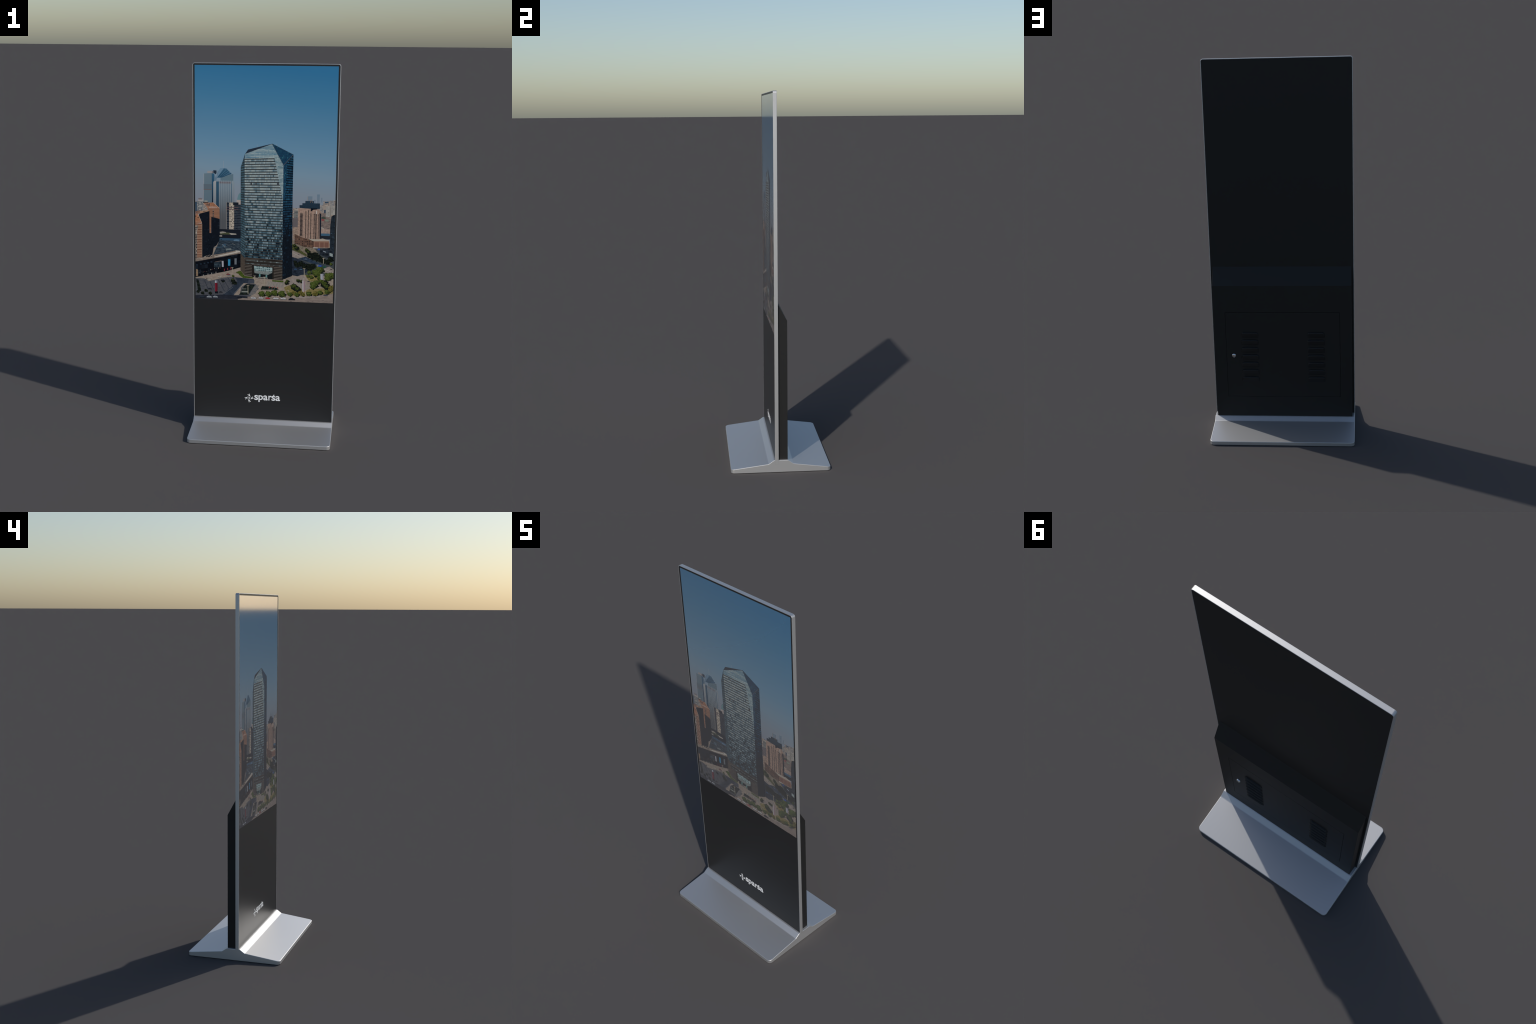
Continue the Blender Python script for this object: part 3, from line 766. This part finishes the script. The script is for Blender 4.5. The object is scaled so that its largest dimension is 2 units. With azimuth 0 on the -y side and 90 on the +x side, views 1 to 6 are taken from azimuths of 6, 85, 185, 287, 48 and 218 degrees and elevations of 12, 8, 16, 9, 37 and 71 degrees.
for k in range(12):
    p = (-353.8, 144.8); x = p[0] + k * 10.5; z = p[1] + k * 2.0 + rng.uniform(-4, 6)
    ha.rect(16, tint(('6f6a62', '2b2f36', '88806f', '63262e')[k % 4]), (x, z), (x + rng.uniform(2, 5), z + rng.uniform(2, 6)))
for p in ((-328.9, 127.1), (-304.3, 133.9), (-284.3, 139.4), (-260.6, 146.1)):              # bollards
    ha.rect(16, tint('77736f'), (p[0] - 2.2, p[1] - 5), (p[0] + 2.2, p[1] + 6))

# ---------------------------------------------------------------- apartment block, right
APT = facade("pictured_pink_apartments", 6.9, 0.22, '8d7466', [(0.2, '7f685c'), (0.7, '94796a'), (0.95, '9c8172')], 3.4, 0.2, 0.4, run=0.3)
APT_GAP = facade("pictured_balcony_recess", 6.9, 0.35, '6b5850', [(0.2, '1f2126'), (0.7, '2f2c2d'), (0.95, '56483f')], 5.0, 0.15, 0.4, run=0.2)
PODIUM = facade("pictured_brown_podium", 12.0, 0.4, '5b4338', [(0.3, '2b2422'), (0.7, '53403a'), (0.95, '6d5546')], 9.0, 0.45, 0.9, run=0.2)
BLACK_ROOF = fade("pictured_dark_roof_storey", 500, '161c24', 545, '1c2833', (5.5, 0.2, '33526a', 0))
ap = Part("pictured_apartment_block")
ap.rect(8, BEIGE, (148.7, 454.7), (178.5, 510.9))
ap.rect(8, tint('5b5457'), (149.5, 407.9), (179.4, 457.8))
ap.rect(9, facade("pictured_slate_windows", 7.0, 0.4, '858079', [(0.3, '23303a'), (0.8, '4a565c')], 11, 0.2, 0.3), (157.5, 457.1), (176.5, 499.8))
ap.rect(8, flat("pictured_warm_low_blocks", '957e6e', '6b5b52', 0.09), (150.5, 343), (184.7, 408.9))
ap.poly(9, APT, [(178.5, 510.9), (233.2, 510.2), (287.8, 507.3), (298, 492.1), (300.1, 345.4), (203.5, 342.4), (176.6, 368.5)])
for a, b, z0, z1 in ((235, 300, 560, 1110), (365, 385, 500, 1150), (425, 446, 470, 1160), (487, 508, 540, 1170), (568, 592, 560, 1180), (605, 640, 520, 1180), (672, 690, 560, 1180)):
    s = 0.2066
    ap.rect(10, APT_GAP, (150.5 + (a - 60) * 0.2182, 534.4 - (z1 - 330) * 0.2225), (150.5 + (b - 60) * 0.2182, 534.4 - (z0 - 330) * 0.2225))
ap.poly(10, tint('1d222c'), [(290.4, 487.5), (299.7, 484.4), (301.8, 349.9), (293.5, 349.7)])
ap.rect(11, tint('a49a94'), (272, 482.6), (278.1, 500.4))
ap.poly(10, BLACK_ROOF, [(184.7, 527.7), (200.1, 528.1), (199.9, 538.5), (215.6, 538.9), (215.4, 550.8), (260.3, 551.6), (260.5, 539.2), (291.9, 539.4), (292.5, 510.8), (257.2, 508.7), (185, 512.9)])
ap.poly(11, tint('14181f'), [(244.1, 512.7), (279, 512.6), (279.1, 507.1), (257.3, 504.3), (248.8, 496.3), (244.4, 497.3)])
ap.line(11, tint('8a7258'), (241.3, 541.4), (246.4, 558), 1.4)
ap.line(11, tint('8a7258'), (246.4, 558), (253.3, 541.7), 1.4)
ap.line(11, tint('8a7258'), (228, 551.6), (227.6, 574), 1.2)
ap.poly(11, PODIUM, [(161.1, 372.5), (203.3, 353.6), (234.2, 347.8), (265.2, 337.6), (264.9, 299.5), (213, 304.5), (162, 320.9)])
ap.poly(11, tint('7b5c4c'), [(265.2, 337.6), (345.2, 340.6), (346, 305.4), (264.8, 304)])
for a, b in ((600, 700), (728, 815), (838, 925)):
    k = 0.2196
    ap.rect(12, tint('69493e'), (151 + (a - 60) * k, 303.5), (151 + (b - 60) * k, 331))
ap.poly(12, tint('948a7e'), [(232, 348.2), (295.7, 347.5), (308.8, 352.4), (346.2, 341.9), (344.1, 338.7), (260.8, 336.1)])
ap.rect(12, tint('9a948e'), (261.6, 298.2), (285.7, 303.5))
ap.rect(12, tint('23458c'), (285.6, 288.9), (297.3, 297.1))
ap.poly(9, facade("pictured_right_edge_tower", 6.5, 0.2, '333d47', [(0.2, '12171d'), (0.7, '1c242d'), (0.95, '33485a')], 8.0, 0.2, 0.4), [(354, 471.6), (366.8, 480.8), (375.6, 478.8), (381, 267.3), (349.5, 297.7), (348.4, 413.8)])
ap.rect(8, tint('8b7a6c'), (352.2, 458.3), (360.3, 480.6))
ap.poly(10, facade("pictured_dark_shops", 16, 0.25, '2b3038', [(0.3, '14181d'), (0.7, '222a34'), (0.95, '3c4b58')], 10.0, 0.2, 0.4), [(296.8, 296), (349.4, 302.2), (380.7, 276.3), (381.9, 231.3), (297.5, 264.5)])
ap.poly(11, tint('76808a'), [(314.4, 286.5), (329.9, 281.2), (330, 276.3), (314.5, 281.7)])
ap.poly(11, tint('7e8a8a'), [(348.2, 275.9), (365.5, 270.6), (365.9, 253.9), (348.5, 260.2)])

# ---------------------------------------------------------------- main skyscraper
G_STOPS = [(0.08, '141f29'), (0.24, '24404f'), (0.42, '4b6673'), (0.68, '73868f'), (1.0, '8b9899')]
SLAB_H = '323536'
FRONT_P = (520, -106, 0.00016)
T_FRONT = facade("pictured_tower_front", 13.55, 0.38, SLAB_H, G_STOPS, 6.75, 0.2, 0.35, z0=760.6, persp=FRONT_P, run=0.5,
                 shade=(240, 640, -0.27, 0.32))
T_CROWN = facade("pictured_tower_crown", 6.9, 0.16, '47606c', [(0.15, '466f87'), (0.5, '6a8794'), (0.9, '8f9fa2')], 6.75, 0.14, 0.5, z0=760, persp=FRONT_P, run=0.75, runlen=0.05)
T_STRIP = facade("pictured_tower_glass_strip", 6.8, 0.16, '4b606a', [(0.1, '56747f'), (0.5, '7f9399'), (0.9, '98a4a4')], 6.75, 0.18, 0.5, z0=760, persp=FRONT_P, run=0.6, runlen=0.1)
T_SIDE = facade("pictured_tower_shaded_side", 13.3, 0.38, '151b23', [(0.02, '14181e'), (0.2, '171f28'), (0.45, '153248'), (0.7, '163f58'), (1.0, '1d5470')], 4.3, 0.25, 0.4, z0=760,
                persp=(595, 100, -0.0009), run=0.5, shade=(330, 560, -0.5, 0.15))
T_NOTCH = facade("pictured_tower_notch", 9.0, 0.2, '153349', [(0.2, '12304a'), (0.7, '163f58'), (0.97, '2b6a78')], 5.0, 0.12, 0.4, z0=760, persp=(660, 60, 0.0002), run=0.5)
T_LEFT = facade("pictured_tower_left_side", 13.5, 0.42, '2b3337', [(0.1, '223642'), (0.5, '33505f'), (0.95, '4a6470')], 4.0, 0.25, 0.4, z0=760.6, persp=(595, -104, 0.0024), run=0.5)
T_PLINTH = facade("pictured_tower_plinth", 8.3, 0.26, '6a625b', [(0.3, '231f1d'), (0.8, '2f2a27')], 30, 0.0, 0.0, z0=3, persp=FRONT_P, run=0.3)
T_PLINTH_GLINT = facade("pictured_tower_plinth_glint", 16.6, 0.72, '2c2826', [(0.3, '3a3a38'), (0.7, '5a6466'), (0.95, '8b9a9b')], 8, 0.15, 0.5, z0=8, persp=FRONT_P, run=0.4)
T_LEFT_LOW = facade("pictured_tower_left_low", 6.7, 0.45, '5e5349', [(0.2, '1d1a19'), (0.8, '2b2725')], 9.0, 0.0, 0.0, z0=5, persp=(595, -104, 0.0024), run=0.3)
sk = Part("pictured_skyscraper")
sk.line(13, tint('7f8a93'), (-42.5, 842.7), (-42.4, 829.7), 1.2)
sk.line(13, tint('7f8a93'), (59.9, 846.7), (60, 837.7), 1.2)
sk.poly(14, tint('232d3b'), [(-105.7, 791.9), (-90.7, 814.7), (35.8, 847.6), (35.8, 845.2), (-33.2, 819.9)])
sk.poly(14, T_LEFT, [(-105.7, 791.9), (-108.6, 764.1), (-106.2, 547.4), (-104.2, 231.1), (-127.1, 255.5), (-128.6, 720.3)])
sk.poly(14, T_LEFT_LOW, [(-127.1, 255.5), (-103.8, 231.1), (-103.2, 136.2), (-127.1, 165)])
sk.poly(14, T_CROWN, [(-105.7, 791.9), (-33.2, 819.9), (35.8, 846.2), (43, 831.4), (71.8, 780), (96.5, 737.4), (-107.8, 732.9)])
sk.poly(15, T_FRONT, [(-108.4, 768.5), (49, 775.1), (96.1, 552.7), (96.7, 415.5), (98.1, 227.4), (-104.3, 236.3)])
sk.poly(14, T_STRIP, [(47.7, 779.5), (71.8, 780), (96.5, 737.4), (97.1, 552.7), (96.4, 536.5), (78.2, 606.8)])
sk.poly(14, T_PLINTH, [(-104.3, 236.3), (98.1, 227.4), (99.7, 117.7), (49.7, 120.6), (48.9, 190), (-65.7, 196.6), (-65.2, 131.2), (-103.7, 136.2)])
sk.poly(15, T_PLINTH_GLINT, [(-104.2, 226.9), (98.2, 221.1), (98.6, 191.8), (-65.7, 198.7), (-104.1, 201.6)])
sk.poly(14, T_NOTCH, [(35.8, 847.2), (148.8, 792.6), (97.5, 736.5)])
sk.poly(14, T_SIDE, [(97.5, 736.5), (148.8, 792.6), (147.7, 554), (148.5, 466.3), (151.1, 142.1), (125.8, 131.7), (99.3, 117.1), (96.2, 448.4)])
sk.poly(15, T_NOTCH, [(97.5, 737.5), (116.3, 756.9), (107.3, 553), (97.5, 552.7)])
for a, b, w, h in (((35.8, 847.2), (97.5, 736.5), 1.8, '35414b'), ((35.8, 847.6), (148.8, 792.6), 1.4, '2b3640'), ((97.5, 736.5), (146.8, 791.2), 1.6, '59585a'),
                   ((-105.7, 791.5), (35.8, 846.4), 1.2, '4f6470'), ((-105.7, 791.5), (-128.4, 719.7), 1.4, '2b3b48')):
    sk.line(16, tint(h), a, b, w)
for a, b in (((-76.2, 627.3), (-68.6, 642.7)), ((-50.6, 627.9), (-43.8, 643.3)), ((64.7, 630.8), (73.6, 646.2))):    # plant-floor piers
    sk.rect(16, tint('33353a'), a, b)
# entrance hall
sk.poly(15, tint('24211f'), [(-65.7, 197.7), (52, 190.1), (52.8, 119.6), (-65.2, 130.2)])
sk.line(16, tint('574b46'), (-64.7, 198.8), (52, 189.1), 2.4)
sk.poly(16, facade("pictured_lobby_glass", 9.0, 0.42, '86989a', [(0.3, '2b4a4e'), (0.6, '3f5f62'), (0.95, '8fa3a3')], 11, 0.25, 0.9, z0=4, persp=FRONT_P, run=0.2), [(-54.3, 191.7), (44.8, 184.6), (45.1, 162.6), (-52, 165.5)])
sk.poly(17, flat("pictured_canopy", '5b6360', '768080', 0.2), [(-53.1, 165.5), (44, 163), (44.1, 156.2), (20.5, 143.8), (-50.9, 151.8)])
sk.poly(16, tint('171b1d'), [(-53, 151.7), (20.5, 143.8), (44.1, 155.8), (44.6, 120.4), (-31, 124), (-52.8, 131.7)])
for p, q in (((-26.9, 132.6), (-18.8, 147.7)), ((9.3, 130.7), (17.4, 143.7))):
    sk.rect(17, tint('4f7d7c'), p, q)
sk.poly(17, tint('7b7a74'), [(-33.1, 131.3), (19.7, 129), (19.8, 119.5), (16.7, 119.4), (16.6, 124.6), (-31, 127.2), (-31, 121.9), (-33, 122.9)])
sk.poly(16, HEDGE, [(45.6, 116.6), (105.5, 115.2), (104.6, 105.6), (44.7, 108.7)])
sk.poly(16, HEDGE, [(-145.2, 152.1), (-137.6, 161.1), (-124.3, 160.6), (-105.1, 135.1), (-57.5, 128.1), (-59.4, 121.8), (-112.7, 123.2), (-131.8, 137.1)])

# ---------------------------------------------------------------- trees, lamps, cars, pylons
T_DARK = foliage("pictured_tree_shade", '0e1213', '161b18', '252b1e', 0.13)
T_MID = foliage("pictured_tree_green", '191f12', '333e1a', '4f5a20', 0.14)
T_LIT = foliage("pictured_tree_sunlit", '1f2a14', '3f4c1e', '616c2c', 0.17)
T_GOLD = foliage("pictured_tree_gold", '272a14', '4f4c1f', '7a6b30', 0.15)
tr = Part("pictured_trees")
def tree(c, r, kind=0, base=17):
    """round crown: underside shadow drawn as dark blob, green body, sunlight painted upper left"""
    body, lit = ((T_MID, T_LIT), (T_DARK, T_MID), (T_GOLD, T_GOLD), (T_DARK, T_DARK))[kind]
    tr.blob(base, T_DARK, (c[0] + r*0.25, c[1] - r*0.35), r*1.05, r*0.75, rng)
    tr.blob(base + 1, body, c, r, r*0.85, rng)
    tr.blob(base + 2, lit, (c[0] - r*0.22, c[1] + r*0.22), r*0.62, r*0.5, rng, 0.3)
for p, r in (((-11.5, 39.8), 17), ((24.8, 40.1), 17), ((56.8, 46.7), 18), ((97.2, 42.9), 19)):
    tree(p, r)
for p, r, k in (((285.4, 163.5), 24, 0), ((298.5, 183.7), 20, 0), ((271.8, 169), 16, 0), ((242.9, 166), 11, 0), ((345.5, 147.8), 22, 0), ((362.6, 154.4), 18, 0),
                ((340, 135.7), 15, 0), ((267.5, 99.3), 20, 0), ((282.7, 111.8), 15, 0), ((261.9, 87.2), 14, 0), ((329.2, 101.6), 22, 1), ((317.4, 113.1), 16, 1),
                ((339.2, 88.1), 18, 1), ((165, 83.6), 19, 1), ((182.8, 70.3), 17, 1), ((155.3, 87.2), 11, 1), ((140.4, 42.7), 13, 0), ((177.4, 42.1), 14, 0),
                ((196.7, 52.8), 12, 2), ((159.7, 51.4), 10, 2), ((212.4, 41.4), 10, 2), ((243.3, 48.6), 14, 0), ((278.2, 49.9), 14, 2), ((303.2, 56.8), 13, 0),
                ((339.8, 62.2), 14, 0), ((362.4, 84.9), 15, 2), ((356.9, 72.8), 12, 2), ((121.9, 104), 11, 1), ((127.6, 114.2), 9, 1), ((183.9, 118.2), 10, 1),
                ((199.4, 114.8), 9, 1), ((255, 140.6), 10, 0), ((237.5, 145.9), 9, 0), ((299.5, 138.2), 14, 0), ((307.6, 120.7), 12, 0), ((357.3, 215.3), 8, 0)):
    tree(p, r, k)
for p, r in (((174.6, 207.1), 15), ((195.7, 211.8), 16), ((219.1, 200.7), 17), ((242.4, 195.6), 18), ((261.5, 202.2), 15), ((238.7, 187.6), 13), ((244.9, 258.8), 16), ((260.4, 255.3), 20), ((279.7, 252.1), 22),
             ((299.1, 242.9), 18), ((318.5, 231.7), 16), ((337.9, 226.5), 15), ((352.9, 240.7), 14), ((271.7, 267.5), 12), ((166.6, 220.7), 9)):
    tree(p, r, 3, 11)
for p, r in (((162.1, 309.7), 9), ((173.4, 296.5), 12), ((226.6, 287), 10), ((237.8, 276.1), 11)):
    tree(p, r, 1, 11)
for p, r, k in (((-167.9, 110.5), 9, 1), ((-162.1, 97.1), 13, 3), ((-168, 131.9), 7, 0), ((-171.7, 104.5), 9, 3), ((-360, 38.9), 8, 3), ((-334.9, 32), 9, 3), ((-315.6, 46.5), 9, 3), ((-292.5, 32.6), 9, 3),
                ((-361.7, 93.7), 6, 3), ((-354.1, 74.4), 6, 3), ((-352.2, 54.9), 7, 3), ((-223.4, 102.7), 8, 3), ((-145.2, 152.1), 5, 0)):
    tree(p, r, k, 12)

st = Part("pictured_street_furniture")
LAMP = '8f8574'
for top, foot in (((-172, 180.2), (-171.9, 155)), ((-49.7, 138.1), (-49.4, 93.7)), ((2.1, 133.6), (1.9, 84.9)), ((-86.3, 83.8), (-85.3, 33.8)), ((109.6, 124.5), (110.2, 79.6)),
                  ((215.5, 187.8), (216.6, 149.2)), ((287.3, 210), (288, 196.2)), ((317.2, 247.4), (317, 214.9)), ((366.1, 129.7), (365.9, 100)), ((225.5, 67.9), (226.6, 29.9)), ((131.3, 64.4), (132.1, 49.4))):
    big = (top[1] - foot[1]) > 25
    st.line(20, tint(LAMP if big else '7a7872'), foot, top, 3.0 if big else 2.2)
    for s in (-1, 1):
        st.line(20, tint(LAMP), (top[0], top[1] - 4), (top[0] + s * 7, top[1] - 1), 1.8)
st.poly(20, tint('6b1525'), [(-266.5, 90.4), (-258.6, 89.7), (-257.9, 42.4), (-265.2, 42.5)])
st.poly(20, tint('4f0f1d'), [(-258.6, 89.7), (-252.1, 91.9), (-252.1, 43.4), (-257.9, 42.4)])
st.poly(20, tint('8b929c'), [(-266.9, 103), (-258.6, 103.3), (-258.6, 89.7), (-266.5, 90.4)])
st.poly(20, tint('5d6470'), [(-258.6, 103.3), (-252.5, 103.9), (-252.1, 91.9), (-258.6, 89.7)])
st.poly(19, tint('15181f'), [(-267.5, 42.4), (-250.2, 43), (-248.3, 31.4), (-265.6, 30.7)])
st.poly(20, tint('928c90'), [(205.6, 119), (214.9, 118.3), (216, 55.5), (206.6, 60.2)])
st.poly(20, tint('7a7078'), [(217.2, 117.4), (222.6, 119.6), (223.2, 65.8), (218.4, 55.6)])
st.poly(20, tint('8a4a4c'), [(214.9, 118.3), (217.2, 118.4), (218.4, 55.6), (216, 55.5)])
st.line(20, tint('8f8f92'), (213.6, 133.2), (213.9, 119.3), 1.4)
st.poly(20, tint('8e8e98'), [(302.5, 159.7), (313.4, 160.1), (314.8, 126.9), (303.9, 129.5)])
st.poly(20, tint('74747e'), [(313.4, 160.1), (319.2, 159.7), (319, 128), (314.8, 126.9)])
st.rect(20, tint('1f438f'), (289.5, 198.8), (307.2, 207.7))
st.rect(20, tint('1e5a36'), (315.5, 196.2), (330.8, 201.6))
for p in ((29.3, 75.6), (45.3, 76.2), (58.9, 79.7), (74.6, 76.3)):
    st.rect(20, tint('8b3a36'), (p[0] - 1.5, p[1] - 4), (p[0] + 1.8, p[1] + 4))
    st.line(20, tint('77736c'), (p[0] - 1.5, p[1] - 14), (p[0] - 1.5, p[1] - 3), 0.9)
def car(c, w, body, glass='2a2d33'):
    """side view of a parked car"""
    h = w * 0.30
    st.poly(19, tint('17191d'), [(c[0]-w*0.52, c[1]-h*0.75), (c[0]+w*0.58, c[1]-h*0.75), (c[0]+w*0.58, c[1]-h*0.2), (c[0]-w*0.5, c[1]-h*0.2)])
    st.poly(20, tint(body), [(c[0]-w*0.5, c[1]-h*0.5), (c[0]+w*0.5, c[1]-h*0.5), (c[0]+w*0.48, c[1]+h*0.05), (c[0]+w*0.28, c[1]+h*0.15),
                             (c[0]+w*0.14, c[1]+h*0.55), (c[0]-w*0.26, c[1]+h*0.55), (c[0]-w*0.36, c[1]+h*0.12), (c[0]-w*0.5, c[1]+h*0.02)])
    st.poly(21, tint(glass), [(c[0]-w*0.26, c[1]+h*0.12), (c[0]+w*0.20, c[1]+h*0.12), (c[0]+w*0.11, c[1]+h*0.38), (c[0]-w*0.2, c[1]+h*0.38)])
for p, w, b in (((-56, 14.3), 30, 'a2a2a6'), ((-15, 15.8), 27, 'a2a2a6'), ((21.5, 16), 24, '9c1a22'), ((66.5, 16.2), 30, 'a0a0a4'), ((105.9, 17.1), 29, 'a2a2a6'), ((151.3, 16.3), 33, '1d2024'),
                ((-297.4, 11.8), 28, '868d95'), ((-263.3, 13.1), 27, '868d95'), ((-336.9, 11.3), 26, '232d38'), ((-131.2, 15.2), 24, '1a1e26'), ((-100.6, 16.4), 24, '20262f'),
                ((-299.1, 108.7), 22, '908c84'), ((-240.6, 124.4), 21, '98948c'), ((-193.8, 141.1), 20, '6e2428'), ((-189, 134.1), 20, '6b6a6c'), ((-310.7, 110.2), 14, '25272c'), ((-223.4, 106.6), 22, '1a1e24'),
                ((-293.4, 57.1), 22, '1d212a'), ((-233.8, 40.7), 18, '1d1c22'), ((-183.2, 115.8), 10, '59616b'), ((224.2, 238.4), 14, '5d6a80'), ((185.2, 260.7), 9, '3a3c42'), ((169.2, 181.2), 16, '25507a'),
                ((198.2, 181.2), 16, '3a5a70'), ((359.9, 185.9), 12, '303238'), ((190.9, 104.5), 13, '7d8288'), ((240.1, 116.2), 13, '2b3036'), ((332.5, 44), 22, '3d4550')):
    car(p, w, b)

stack()
for part in (far, tw, mid, br, low, gr, ha, ap, sk, tr, st):
    part.build()
